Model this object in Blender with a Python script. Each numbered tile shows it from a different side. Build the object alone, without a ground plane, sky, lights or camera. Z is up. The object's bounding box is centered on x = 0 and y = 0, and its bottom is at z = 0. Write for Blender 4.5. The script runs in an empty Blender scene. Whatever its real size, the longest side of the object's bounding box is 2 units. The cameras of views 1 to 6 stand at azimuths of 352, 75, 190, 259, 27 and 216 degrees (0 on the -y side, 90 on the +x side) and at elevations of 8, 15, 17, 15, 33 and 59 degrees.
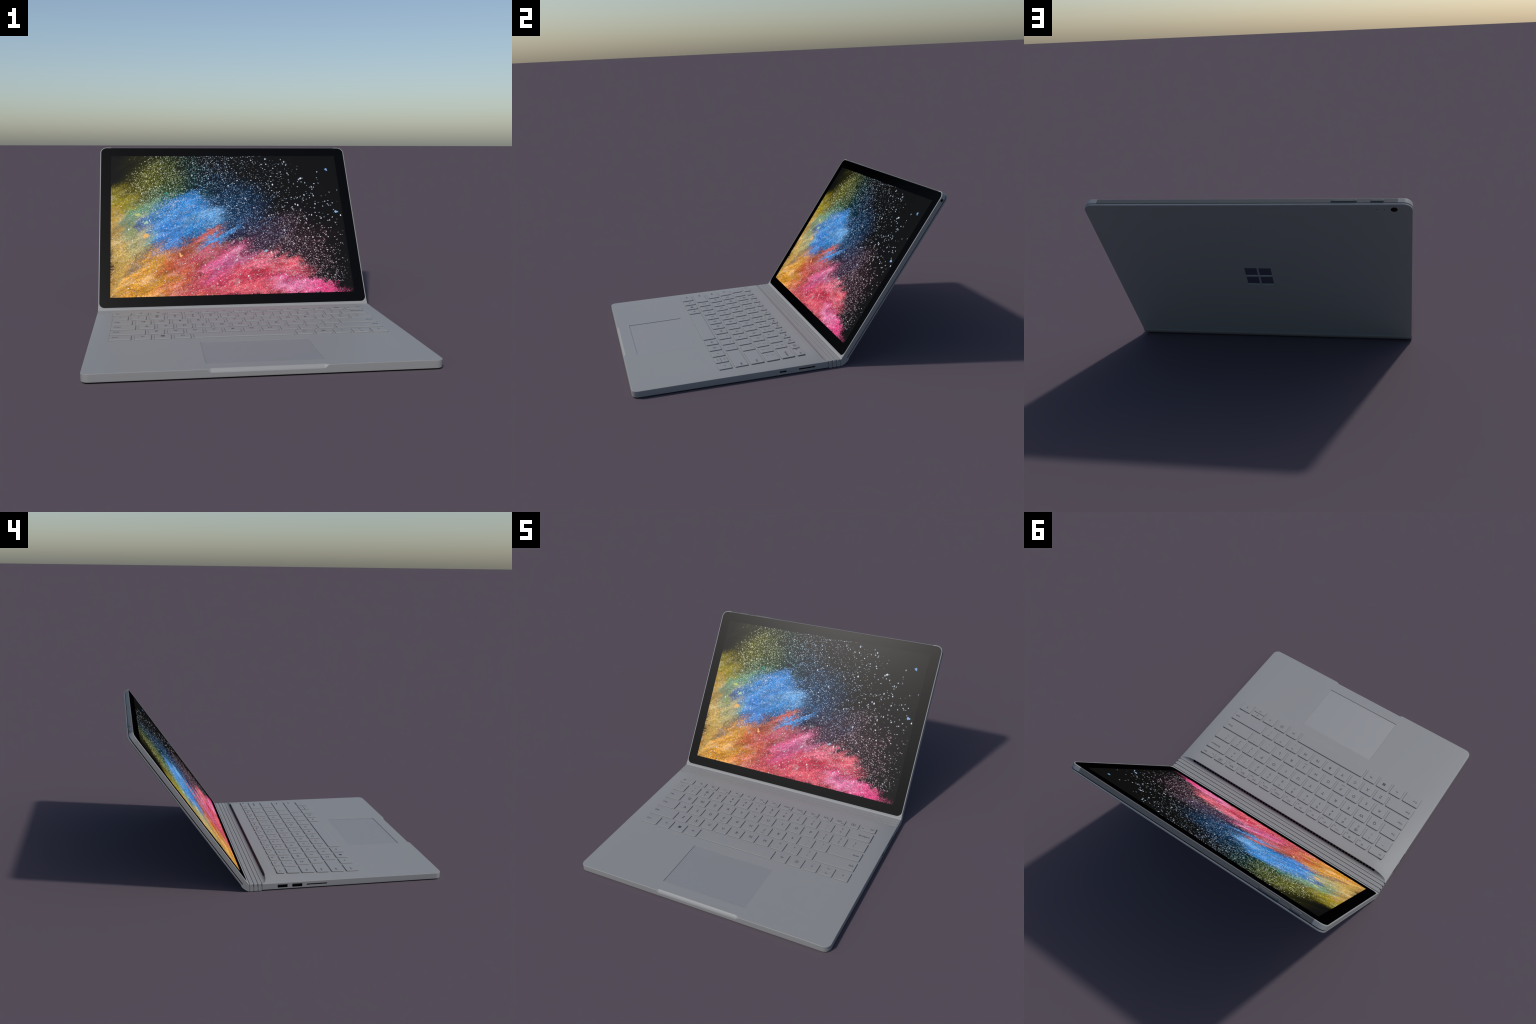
"""Open two-in-one notebook computer: wedge keyboard base, ribbed rolling hinge,
tilted tablet lid with a powder-burst picture on its display."""
import bpy, bmesh, math
from mathutils import Vector, Matrix

# ------------------------------------------------------------------ sizes (m)
HALF_W = 0.8415          # half width of base and lid
HEEL_W = 0.8419          # the hinge heel stands a hair proud of the lid's sides
FRONT_Y = -1.0           # front wall of the base
BASE_REAR = 0.1965       # where the first hinge groove starts
BASE_FLOOR = 0.0035
CORNER_R = 0.037
EDGE = 0.0026            # small rounding of the base's edges
LID_ANGLE = math.radians(55.03)           # from horizontal
LID_D = Vector((0, math.cos(LID_ANGLE), math.sin(LID_ANGLE)))     # up along the lid
LID_N = Vector((0, -math.sin(LID_ANGLE), math.cos(LID_ANGLE)))    # out of the display
LID_O = Vector((0, 0.2990, 0.0655)) + LID_N * 0.0042 - LID_D * 0.003   # lower front edge of the lid
LID_L = 1.1709
LID_T = 0.0442
LID_V0 = -0.0135         # the lid's foot dips in front of the hinge heel

# ------------------------------------------------------------------ materials
def srgb(r, g, b):
    f = lambda c: (c / 12.92 if c <= 0.04045 else ((c + 0.055) / 1.055) ** 2.4)
    return (f(r / 255), f(g / 255), f(b / 255), 1.0)

def principled(name, color, rough=0.5, metal=0.0, spec=0.5):
    m = bpy.data.materials.new(name)
    m.use_nodes = True
    b = m.node_tree.nodes["Principled BSDF"]
    b.inputs["Base Color"].default_value = color if len(color) == 4 else (*color, 1)
    b.inputs["Roughness"].default_value = rough
    b.inputs["Metallic"].default_value = metal
    b.inputs["Specular IOR Level"].default_value = spec
    return m

def face_on_gloss(m, level):
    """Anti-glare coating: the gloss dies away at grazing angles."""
    nt = m.node_tree
    lw = nt.nodes.new("ShaderNodeLayerWeight"); lw.inputs["Blend"].default_value = 0.5
    mr = nt.nodes.new("ShaderNodeMapRange"); mr.interpolation_type = 'SMOOTHSTEP'
    for k, v in (("From Min", 0.08), ("From Max", 0.60), ("To Min", level), ("To Max", 0.0)):
        mr.inputs[k].default_value = v
    nt.links.new(lw.outputs["Facing"], mr.inputs["Value"])
    nt.links.new(mr.outputs["Result"], nt.nodes["Principled BSDF"].inputs["Specular IOR Level"])

def grained(name, color, rough, spec=0.5, amount=0.03, scale=900):
    """Bead-blasted alloy: very fine tone grain on one colour."""
    m = principled(name, color, rough, 0.0, spec)
    nt = m.node_tree
    b = nt.nodes["Principled BSDF"]
    tc = nt.nodes.new("ShaderNodeTexCoord")
    nz = nt.nodes.new("ShaderNodeTexNoise")
    nz.inputs["Scale"].default_value = scale
    nz.inputs["Detail"].default_value = 1
    rp = nt.nodes.new("ShaderNodeValToRGB")
    rp.color_ramp.elements[0].position = 0.3
    rp.color_ramp.elements[1].position = 0.7
    rp.color_ramp.elements[0].color = (*[c * (1 - amount) for c in color[:3]], 1)
    rp.color_ramp.elements[1].color = (*[c * (1 + amount) for c in color[:3]], 1)
    nt.links.new(tc.outputs["Object"], nz.inputs["Vector"])
    nt.links.new(nz.outputs["Fac"], rp.inputs["Fac"])
    nt.links.new(rp.outputs["Color"], b.inputs["Base Color"])
    return m

ALLOY = grained("silver_alloy", (0.262, 0.264, 0.264), 0.55)
KEYCAP = grained("keycap_plastic", (0.262, 0.264, 0.264), 0.50)
PAD = principled("touchpad_glass", (0.280, 0.281, 0.284), 0.60, 0.245, 1.0)
STRIP = principled("edge_strip_plastic", (0.098, 0.100, 0.100), 0.5)
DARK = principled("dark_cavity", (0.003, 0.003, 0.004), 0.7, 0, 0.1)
BARS = principled("vent_bar_plastic", (0.070, 0.072, 0.082), 0.5)
INK = principled("legend_ink", (0.030, 0.030, 0.032), 0.6)
BEZEL = principled("bezel_glass", (0.0006, 0.0006, 0.0010), 0.32, 0, 0.16)
face_on_gloss(BEZEL, 0.105)
GAP = principled("key_gap_shade", (0.060, 0.060, 0.064), 0.7, 0, 0.2)
LENS = principled("lens_glass", (0.0008, 0.0008, 0.0008), 0.08, 0, 0.15)
EMBLEM = principled("emblem_mirror", (0.72, 0.73, 0.76), 0.10, 1.0)
TONGUE = principled("port_tongue_plastic", (0.02, 0.02, 0.022), 0.5)

# ------------------------------------------------------------------ helpers
COL = bpy.context.scene.collection
ROOT = bpy.data.objects.new("laptop_computer", None)
ROOT.empty_display_size = 0.1
COL.objects.link(ROOT)
ROOT["label"] = "silver detachable laptop, open, colourful powder burst on screen"
ROOT["category"] = "laptop"

def add(name, mesh, mats=(), parent=ROOT, matrix=None, smooth=35, weighted=True):
    for m in mats:
        mesh.materials.append(m)
    o = bpy.data.objects.new(name, mesh)
    COL.objects.link(o)
    o.parent = parent
    if matrix is not None:
        o.matrix_basis = matrix
    if smooth is not None:
        smooth_mesh(mesh, smooth)
        if weighted:
            weigh(o)
    return o

def smooth_mesh(mesh, angle):
    for p in mesh.polygons:
        p.use_smooth = True
    mesh.set_sharp_from_angle(angle=math.radians(angle))

def weigh(obj):
    """Large faces keep their own normal; only the narrow roundings bend."""
    md = obj.modifiers.new("weighted", 'WEIGHTED_NORMAL')
    md.mode = 'FACE_AREA'; md.weight = 90; md.keep_sharp = True

def mesh_from(verts, faces, name="m", fix=True):
    me = bpy.data.meshes.new(name)
    me.from_pydata([tuple(v) for v in verts], [], faces)
    if fix:
        bm = bmesh.new(); bm.from_mesh(me)
        bmesh.ops.recalc_face_normals(bm, faces=bm.faces)
        bm.to_mesh(me); bm.free()
    me.update()
    return me

def box(x0, x1, y0, y1, z0, z1):
    v = [(x, y, z) for z in (z0, z1) for y in (y0, y1) for x in (x0, x1)]
    f = [(0, 2, 3, 1), (4, 5, 7, 6), (0, 1, 5, 4), (2, 6, 7, 3), (0, 4, 6, 2), (1, 3, 7, 5)]
    return v, f

def joined(parts):
    V, F = [], []
    for v, f in parts:
        n = len(V)
        V += v
        F += [tuple(i + n for i in q) for q in f]
    return V, F

def round_rect(x0, x1, y0, y1, radii, inset=0.0, seg=8, extra_top=()):
    """Counter-clockwise outline; radii = (bottom-left, bottom-right, top-right, top-left).
    extra_top: x positions that get their own vertex on the top side."""
    x0 += inset; x1 -= inset; y0 += inset; y1 -= inset
    pts = []
    cs = [(x0, y0, 180, 1, 1), (x1, y0, 270, -1, 1), (x1, y1, 0, -1, -1), (x0, y1, 90, 1, -1)]
    for k, (cx, cy, a0, sx, sy) in enumerate(cs):
        r = max(radii[k] - inset, 0.0004)
        for i in range(seg + 1):
            a = math.radians(a0 + 90 * i / seg)
            pts.append((cx + sx * r + r * math.cos(a), cy + sy * r + r * math.sin(a)))
        if k == 2:
            for x in sorted(extra_top, reverse=True):
                pts.append((x, y1))
    return pts

def loft(rings, cap0=True, cap1=True):
    n = len(rings[0]); V = []; F = []
    for r in rings:
        V += r
    for k in range(len(rings) - 1):
        for i in range(n):
            j = (i + 1) % n
            F.append((k * n + i, k * n + j, (k + 1) * n + j, (k + 1) * n + i))
    if cap0:
        F.append(tuple(range(n))[::-1])
    if cap1:
        F.append(tuple((len(rings) - 1) * n + i for i in range(n)))
    return V, F

def extrude_x(profile, x0, x1):
    """Prism of a (y, z) profile along x."""
    return loft([[(x0, y, z) for y, z in profile], [(x1, y, z) for y, z in profile]])

def bool_cut(obj, verts_faces, mat_index=1):
    me = mesh_from(*verts_faces, name="cutter")
    c = bpy.data.objects.new("cutter", me)
    COL.objects.link(c)
    for m in obj.data.materials:
        me.materials.append(m)
    for p in me.polygons:
        p.material_index = mat_index
    c.matrix_world = Matrix.Identity(4)
    md = obj.modifiers.new("cut", 'BOOLEAN')
    md.object = c; md.operation = 'DIFFERENCE'; md.solver = 'EXACT'
    md.material_mode = 'INDEX'
    saved = (obj.parent, obj.matrix_basis.copy())
    obj.parent = None
    obj.matrix_world = Matrix.Identity(4)
    bpy.context.view_layer.update()
    dg = bpy.context.evaluated_depsgraph_get()
    new = bpy.data.meshes.new_from_object(obj.evaluated_get(dg))
    obj.modifiers.clear()
    obj.data = new
    obj.parent, obj.matrix_basis = saved
    bpy.data.objects.remove(c)
    return new

def smoothstep(a, b, x):
    t = min(1.0, max(0.0, (x - a) / (b - a)))
    return t * t * (3 - 2 * t)

# ------------------------------------------------------------------ base shell
def crown(y):                      # deck height along the middle
    return 0.0443 + 0.0196 * (y + 1.0) ** 2 - 0.9 * max(0.0, y - 0.115) ** 2

def rim_z(y):                      # deck height along the side walls
    return 0.0420 + 0.0020 * min(1.0, (y + 1.0) / 0.5)

def deck(x, y):
    t = max(0.0, (abs(x) - 0.69) / (HALF_W - 0.69))
    s = 1.0 - t * t
    return rim_z(y) + (crown(y) - rim_z(y)) * s

def scoop(y):                      # concave run-out in front of the hinge
    return 0.0450 + 0.0245 * (max(0.0, BASE_REAR - y) / 0.0365) ** 3

PAD_X, PAD_Y0, PAD_Y1 = 0.2805, -0.9125, -0.5405

def build_base():
    w_of = lambda y: (HALF_W - EDGE - CORNER_R +
                      math.sqrt(max(0.0, CORNER_R ** 2 - max(0.0, FRONT_Y + EDGE + CORNER_R - y) ** 2)))
    # columns: fixed ones inside, three stretched ones to the curved outline
    inner = [0.0, 0.06, 0.12, 0.18, 0.235, 0.250, 0.258, 0.262, 0.266, 0.270, 0.274, 0.278, PAD_X,
             0.284, 0.288, 0.294, 0.31, 0.36, 0.42, 0.48, 0.54, 0.60, 0.65, 0.68, 0.70, 0.715, 0.73,
             0.745, 0.76, 0.775, 0.79]
    cols = [-x for x in inner[:0:-1]] + inner
    fr = [0.35, 0.7, 1.0]
    nc = len(cols) + 6
    def xs(y):
        w = w_of(y)
        out = [0.79 + f * (w - 0.79) for f in fr]
        return [-v for v in out[::-1]] + cols + out
    def rim_y(x):                  # where deck and scoop meet
        a, b = 0.12, BASE_REAR
        for _ in range(40):
            m = (a + b) / 2
            if deck(x, m) < scoop(m): a = m
            else: b = m
        return a
    rows = [FRONT_Y + EDGE + CORNER_R * (1 - math.cos(math.radians(a))) for a in (0, 12, 24, 36, 48, 60, 72, 82, 90)]
    rows += [-0.945, -0.93, PAD_Y0, -0.86, -0.80, -0.74, -0.68, -0.62, -0.58, PAD_Y1]
    y = -0.50
    while y < 0.11:
        rows.append(y); y += 0.045
    rows.append(0.12)
    n_front = len(rows)
    A, B = 6, 16
    notch = lambda x: 1.0 - smoothstep(0.262, 0.284, abs(x))
    V, F, grid = [], [], []
    for r in range(n_front + A + B):
        line = []
        for c in range(nc):
            if r < n_front:
                yy = rows[r]; x = xs(yy)[c]
                z = deck(x, yy)
                if r == 0:                      # pulled back at the finger notch
                    yy = yy + 0.0115 * notch(x)
                    z = deck(x, yy)
                elif r == 1:
                    yy = yy + 0.0113 * notch(x)
                elif r == 2:
                    yy = yy + 0.0090 * notch(x)
                elif r == 3:
                    yy = yy + 0.0050 * notch(x)
            else:
                x = xs(0.12)[c]; ry = rim_y(x)
                k = r - n_front
                if k < A:
                    yy = 0.12 + (ry - 0.12) * (k + 1) / A
                    z = deck(x, yy)
                else:
                    yy = ry + (BASE_REAR - ry) * (k - A + 1) / B
                    z = min(deck(x, yy), scoop(yy))
            line.append(len(V)); V.append((x, yy, z))
        grid.append(line)
    pad_r = [i for i, yv in enumerate(rows) if PAD_Y0 - 1e-6 <= yv <= PAD_Y1 + 1e-6]
    off = 3
    pad_c = [i + off for i, xv in enumerate(cols) if abs(xv) <= PAD_X + 1e-6]
    r0, r1, c0, c1 = pad_r[0], pad_r[-1], pad_c[0], pad_c[-1]
    for r in range(len(grid) - 1):
        for c in range(nc - 1):
            if r0 <= r < r1 and c0 <= c < c1:
                continue
            F.append((grid[r][c], grid[r][c + 1], grid[r + 1][c + 1], grid[r + 1][c]))
    # touchpad well
    loop = ([grid[r0][c] for c in range(c0, c1)] + [grid[r][c1] for r in range(r0, r1)] +
            [grid[r1][c] for c in range(c1, c0, -1)] + [grid[r][c0] for r in range(r1, r0, -1)])
    low = []
    for i in loop:
        low.append(len(V)); V.append((V[i][0], V[i][1], V[i][2] - 0.010))
    for k in range(len(loop)):
        j = (k + 1) % len(loop)
        F.append((loop[k], loop[j], low[j], low[k]))
    F.append(tuple(low[::-1]))
    # outer outline: left side rear->front, front, right side front->rear
    outline = [grid[r][0] for r in range(len(grid) - 1, 0, -1)] + list(grid[0]) + [grid[r][-1] for r in range(1, len(grid))]
    def outward(i):
        x, y, _ = V[i]
        fy = FRONT_Y + EDGE + CORNER_R
        fx = HALF_W - EDGE - CORNER_R
        if y < fy and abs(x) > fx + 1e-6:
            d = Vector((x - math.copysign(fx, x), y - fy))
            return d.normalized()
        if i in front_set:
            return Vector((0, -1))
        return Vector((math.copysign(1, x), 0))
    front_set = set(grid[0])
    rings = [outline]
    base_pts = {i: V[i] for i in outline}
    def ring(off_out, zfun, nf=0.0):
        out = []
        for i in outline:
            x, y, z = base_pts[i]
            d = outward(i)
            n = notch(x) if i in front_set else 0.0
            yb = y - 0.0115 * n if i in front_set else y
            yy = yb + d.y * off_out + nf * 0.0115 * n
            out.append(len(V)); V.append((x + d.x * off_out, yy, zfun(z, n)))
        rings.append(out)
    ring(EDGE * 0.6, lambda z, n: z - EDGE * 0.2 - n * 0.0045, 0.55)
    ring(EDGE * 0.95, lambda z, n: z - EDGE * 0.55 - n * 0.010, 0.22)
    ring(EDGE, lambda z, n: z - EDGE - n * 0.0145, 0.0)
    ring(EDGE, lambda z, n: z - EDGE * 1.6 - n * 0.0145, 0.0)
    ring(EDGE, lambda z, n: BASE_FLOOR + 0.003)
    ring(EDGE * 0.6, lambda z, n: BASE_FLOOR + 0.0008)
    ring(-0.001, lambda z, n: BASE_FLOOR)
    for a, b in zip(rings, rings[1:]):
        for k in range(len(a) - 1):
            F.append((a[k], b[k], b[k + 1], a[k + 1]))
    F.append(tuple(rings[-1]))
    # rear wall
    rear = list(grid[-1])
    left = [r[0] for r in rings]; right = [r[-1] for r in rings]
    F.append(tuple(rear + right[1:] + left[:0:-1]))
    return mesh_from(V, F, "base_shell")

base_obj = add("base_shell", build_base(), (ALLOY, DARK), weighted=False)

# ports: openings cut through the side walls, vent slot cut in the scoop
def slot_prism(x0, x1, y0, y1, z0, z1, rad):
    r0 = round_rect(y0, y1, z0, z1, (rad,) * 4, 0, 5)
    return loft([[(x0, a, b) for a, b in r0], [(x1, a, b) for a, b in r0]])

LEFT, RIGHT = -HALF_W, HALF_W
cuts = [
    slot_prism(LEFT - 0.01, LEFT + 0.045, 0.034, 0.098, 0.0135, 0.0340, 0.0012),
    slot_prism(LEFT - 0.01, LEFT + 0.045, -0.0615, 0.0035, 0.0130, 0.0340, 0.0012),
    slot_prism(LEFT - 0.01, LEFT + 0.030, -0.2235, -0.090, 0.0205, 0.0280, 0.0012),
    slot_prism(RIGHT - 0.030, RIGHT + 0.01, 0.005, 0.1115, 0.0205, 0.0290, 0.0042),
    slot_prism(RIGHT - 0.030, RIGHT + 0.01, -0.1165, -0.0720, 0.0190, 0.0290, 0.0049),
]
SLOT_A, SLOT_B = Vector((0.1618, 0.0650)), Vector((0.1706, 0.0535))
def slot_section(depth, proud):
    t = (SLOT_B - SLOT_A).normalized()
    n = Vector((-t.y, t.x))
    if n.x < 0: n = -n
    return [tuple(SLOT_A + n * proud), tuple(SLOT_B + n * proud), tuple(SLOT_B - n * depth), tuple(SLOT_A - n * depth)]
cuts.append(extrude_x(slot_section(0.045, 0.006), -0.741, 0.741))
bool_cut(base_obj, joined(cuts))
smooth_mesh(base_obj.data, 30)
weigh(base_obj)

# vent bars between the openings (uncountable small pieces, one joined part)
n_open = 65
pitch = 1.482 / n_open
bars = []
for i in range(1, n_open):
    xc = -0.741 + i * pitch
    bars.append(extrude_x(slot_section(0.0300, -0.0032), xc - pitch * 0.19, xc + pitch * 0.19))
vent = add("vent_grille", mesh_from(*joined(bars)), (BARS,), smooth=None)
vent["kind"] = "stuff"

# contacts inside the ports
def port(name, parts):
    add(name, mesh_from(*joined(parts)), (TONGUE,), parent=base_obj, smooth=None)
port("usb_port_tongue", [box(LEFT + 0.006, LEFT + 0.044, 0.037, 0.095, 0.0245, 0.0300)])
port("usb_port_tongue", [box(LEFT + 0.006, LEFT + 0.044, -0.0585, 0.0005, 0.0245, 0.0300)])
port("charging_port_tongue", [box(RIGHT - 0.029, RIGHT - 0.004, 0.018, 0.098, 0.0235, 0.0262)])
port("data_port_tongue", [box(RIGHT - 0.029, RIGHT - 0.004, -0.107, -0.0815, 0.0228, 0.0252)])

# ------------------------------------------------------------------ touchpad
def build_pad():
    xs = [-PAD_X, PAD_X]
    ys = [PAD_Y0 + (PAD_Y1 - PAD_Y0) * i / 8 for i in range(9)]
    r = []
    for y in ys:
        z = deck(0, y) - 0.0028
        r.append([(-PAD_X, y, z - 0.005), (PAD_X, y, z - 0.005), (PAD_X, y, z), (-PAD_X, y, z)])
    return mesh_from(*loft(r))
add("touchpad", build_pad(), (PAD,))

# ------------------------------------------------------------------ keyboard
KEY_H = 0.0058
KEY_D = 0.0815
def key_mesh(w, d):
    rings = []
    for inset, z, r in ((0, -0.004, .006), (0, KEY_H - 0.0030, .006), (0.0011, KEY_H - 0.0011, .006), (0.0032, KEY_H, .006)):
        rings.append([(x, y, z) for x, y in round_rect(-w / 2, w / 2, -d / 2, d / 2, (r,) * 4, inset, 4)])
    me = mesh_from(*loft(rings, cap0=False), name="key")
    me.materials.append(KEYCAP)
    smooth_mesh(me, 30)
    return me

KEY_CACHE, TEXT_CACHE, DARK_PLATES = {}, {}, []

def text_mesh(s, size, align):
    k = (s, round(size, 4), align)
    if k in TEXT_CACHE:
        return TEXT_CACHE[k]
    cu = bpy.data.curves.new("legend", 'FONT')
    cu.body = s; cu.size = size
    cu.align_x = align; cu.align_y = 'CENTER'
    cu.resolution_u = 2
    cu.extrude = 0.00025
    cu.offset = 0.0 if 'M' in s else size * 0.006
    o = bpy.data.objects.new("legend", cu)
    COL.objects.link(o)
    dg = bpy.context.evaluated_depsgraph_get()
    me = bpy.data.meshes.new_from_object(o.evaluated_get(dg))
    bpy.data.objects.remove(o); bpy.data.curves.remove(cu)
    me.materials.clear(); me.materials.append(INK)
    TEXT_CACHE[k] = me
    return me

def stroke(pts, w=0.0022, closed=False):
    """Printed line mark: thin raised bars along a polyline."""
    parts = []
    seq = list(zip(pts, pts[1:] + (pts[:1] if closed else [])))
    if not closed:
        seq = seq[:len(pts) - 1]
    for a, b in seq:
        a, b = Vector(a), Vector(b)
        d = (b - a).normalized() * w * 0.5
        n = Vector((-d.y, d.x))
        q = [a - d + n, a - d - n, b + d - n, b + d + n]
        parts.append(loft([[(p.x, p.y, -0.00025) for p in q], [(p.x, p.y, 0.00025) for p in q]]))
    return parts

def ring_mark(r, w, n=12, rays=0, ray_len=0.003):
    pts = [(r * math.cos(2 * math.pi * i / n), r * math.sin(2 * math.pi * i / n)) for i in range(n)]
    parts = stroke(pts, w, True)
    for i in range(rays):
        a = 2 * math.pi * i / rays
        c, s = math.cos(a), math.sin(a)
        parts += stroke([((r + .0025) * c, (r + .0025) * s), ((r + .0025 + ray_len) * c, (r + .0025 + ray_len) * s)], w)
    return parts

SPK = stroke([(-.008, .002), (-.005, .002), (-.001, .006), (-.001, -.006), (-.005, -.002), (-.008, -.002)], .0014, True)
ICONS = {
    "pane4": [loft([[(x, y, z) for x, y in ((a, b), (a + .0092, b), (a + .0092, b + .0092), (a, b + .0092))] for z in (-.00025, .00025)])
              for a in (-.0098, .0006) for b in (-.0098, .0006)],
    "left": stroke([(.003, .006), (-.003, 0), (.003, -.006)], .0026),
    "right": stroke([(-.003, .006), (.003, 0), (-.003, -.006)], .0026),
    "up": stroke([(-.006, -.003), (0, .003), (.006, -.003)], .0026),
    "down": stroke([(-.006, .003), (0, -.003), (.006, .003)], .0026),
    "menu": stroke([(-.010, -.009), (.010, -.009), (.010, .009), (-.010, .009)], .0016, True) +
            stroke([(-.004, .004), (.004, .004)], .0016) + stroke([(-.004, 0), (.004, 0)], .0016) + stroke([(-.004, -.004), (.004, -.004)], .0016),
    "eject": stroke([(-.014, -.0085), (.014, -.0085), (.014, .0085), (-.014, .0085)], .0018, True) +
             stroke([(-.005, -.003), (.005, -.003), (0, .004)], .0022, True),
    "dim": ring_mark(.0035, .0016, 10, 8, .0012),
    "glow": ring_mark(.0035, .0016, 10, 8, .0028),
    "backlight": stroke([(-.010, -.004), (-.010, .004)], .0015) + stroke([(-.004, -.004), (-.004, .004)], .0015) + stroke([(.004, -.004), (.004, .004)], .0015) + stroke([(.010, -.004), (.010, .004)], .0015),
    "mute": SPK + stroke([(.003, .003), (.008, -.003)], .0014) + stroke([(.003, -.003), (.008, .003)], .0014),
    "quiet": SPK + stroke([(.003, .0025), (.0045, 0), (.003, -.0025)], .0014),
    "loud": SPK + stroke([(.003, .0025), (.0045, 0), (.003, -.0025)], .0014) + stroke([(.006, .0045), (.0085, 0), (.006, -.0045)], .0014),
    "play": stroke([(-.010, -.005), (-.010, .005), (-.003, 0)], .0014, True) + stroke([(.003, -.005), (.003, .005)], .0016) + stroke([(.008, -.005), (.008, .005)], .0016),
    "bump": stroke([(-.012, 0), (.012, 0)], .0022),
}
def icon_mesh(name):
    k = "icon_" + name
    if k not in TEXT_CACHE:
        me = mesh_from(*joined(ICONS[name]))
        me.materials.append(INK)
        TEXT_CACHE[k] = me
    return TEXT_CACHE[k]

BIG, MID, SMALL, TINY = 0.0300, 0.0240, 0.0185, 0.0120

def place_key(x0, x1, y0, depth, marks):
    w = x1 - x0
    k = (round(w, 4), round(depth, 4))
    if k not in KEY_CACHE:
        KEY_CACHE[k] = key_mesh(w, depth)
    o = bpy.data.objects.new("key", KEY_CACHE[k])
    COL.objects.link(o)
    o.parent = ROOT
    weigh(o)
    xc, yc = (x0 + x1) / 2, y0 + depth / 2
    slope = math.atan((crown(yc + .02) - crown(yc - .02)) / 0.04)
    o.matrix_basis = Matrix.Translation((xc, yc, crown(yc))) @ Matrix.Rotation(slope, 4, 'X')
    e = 0.0013
    M = o.matrix_basis
    ring = [round_rect(-w / 2 - e, w / 2 + e, -depth / 2 - e, depth / 2 + e, (.007,) * 4, 0, 3)] * 2
    DARK_PLATES.append(loft([[tuple(M @ Vector((x, y, z))) for x, y in ring[0]] for z in (-0.004, 0.0003)]))
    for kind, val, mx, my, size in marks:
        if kind == "text":
            me = text_mesh(val, size, 'CENTER')
        elif kind == "left":
            me = text_mesh(val, size, 'LEFT'); mx = -w / 2 + 0.016
        elif kind == "right":
            me = text_mesh(val, size, 'RIGHT'); mx = w / 2 - 0.014
        else:
            me = icon_mesh(val)
        g = bpy.data.objects.new("key_legend", me)
        COL.objects.link(g)
        g.parent = o
        g.matrix_basis = Matrix.Translation((mx, my, KEY_H + 0.0001))

def letter(c): return [("text", c, 0, 0.001, BIG)]
def pair(up, lo): return [("text", up, 0.001, 0.017, MID), ("text", lo, -0.001, -0.015, MID)]
def left_word(s): return [("left", s, 0, 0.003, SMALL)]
def right_word(s): return [("right", s, 0, 0.003, SMALL)]
def fkey(kind, val, f):
    main = [("icon", val, 0, 0.004, 0)] if kind == "icon" else [("text", val, 0, 0.003, 0.0155)]
    return main + ([("text", f, 0.027, -0.016, TINY)] if f else [])

X_L, X_R = -0.7415, 0.7405
KW, KP = 0.0858, 0.1025
ROW_Y = {"f": 0.0340, "n": -0.0665, "t": -0.1650, "c": -0.2635, "s": -0.3640, "b": -0.4645}

# function row
fw, fp = 0.0813, 0.0970
place_key(X_L, -0.6385, ROW_Y["f"], 0.0475, [("left", "Esc", 0, 0.002, 0.0155)])
frow = [("icon", "dim", "F1"), ("icon", "glow", "F2"), ("icon", "backlight", "F3"), ("icon", "mute", "F4"), ("icon", "quiet", "F5"),
        ("icon", "loud", "F6"), ("icon", "play", "F7"), ("text", "PrtScn", "F8"), ("text", "Home", "F9"),
        ("text", "End", "F10"), ("text", "PgUp", "F11"), ("text", "PgDn", "F12"), ("icon", "eject", "")]
for i, (k, v, f) in enumerate(frow):
    x = -0.6215 + i * fp
    place_key(x, x + fw, ROW_Y["f"], 0.0475, fkey(k, v, f))
place_key(0.6385, X_R, ROW_Y["f"], 0.0475, [("right", "Del", 0, 0.003, 0.0165), ("text", "Ins", -0.036, -0.006, TINY)])
# number row
place_key(X_L, -0.6535, ROW_Y["n"], KEY_D, pair("~", "`"))
for i, p in enumerate(zip("!@#$%^&*()_+", "1234567890-=")):
    x = -0.6370 + i * KP
    place_key(x, x + KW, ROW_Y["n"], KEY_D, pair(*p))
place_key(0.5905, X_R, ROW_Y["n"], KEY_D, right_word("Backspace"))
# letter rows
place_key(X_L, -0.6285, ROW_Y["t"], KEY_D, left_word("Tab"))
for i, c in enumerate("QWERTYUIOP"):
    x = -0.6110 + i * KP
    place_key(x, x + KW, ROW_Y["t"], KEY_D, letter(c))
for i, p in enumerate((("{", "["), ("}", "]"))):
    x = -0.6110 + (10 + i) * KP
    place_key(x, x + KW, ROW_Y["t"], KEY_D, pair(*p))
place_key(0.6165, X_R, ROW_Y["t"], KEY_D, [("text", "|", -0.017, 0.017, MID), ("text", "\\", -0.019, -0.015, MID)])
place_key(X_L, -0.6080, ROW_Y["c"], KEY_D, left_word("Caps"))
for i, c in enumerate("ASDFGHJKL"):
    x = -0.5910 + i * KP
    m = letter(c)
    if c in "FJ":
        m = m + [("icon", "bump", 0, -0.031, 0)]
    place_key(x, x + KW, ROW_Y["c"], KEY_D, m)
for i, p in enumerate(((":", ";"), ("\"", "'"))):
    x = -0.5910 + (9 + i) * KP
    place_key(x, x + KW, ROW_Y["c"], KEY_D, pair(*p))
place_key(0.5335, X_R, ROW_Y["c"], KEY_D, right_word("Enter"))
place_key(X_L, -0.5560, ROW_Y["s"], KEY_D, left_word("Shift"))
for i, c in enumerate("ZXCVBNM"):
    x = -0.5410 + i * KP
    place_key(x, x + KW, ROW_Y["s"], KEY_D, letter(c))
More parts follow.
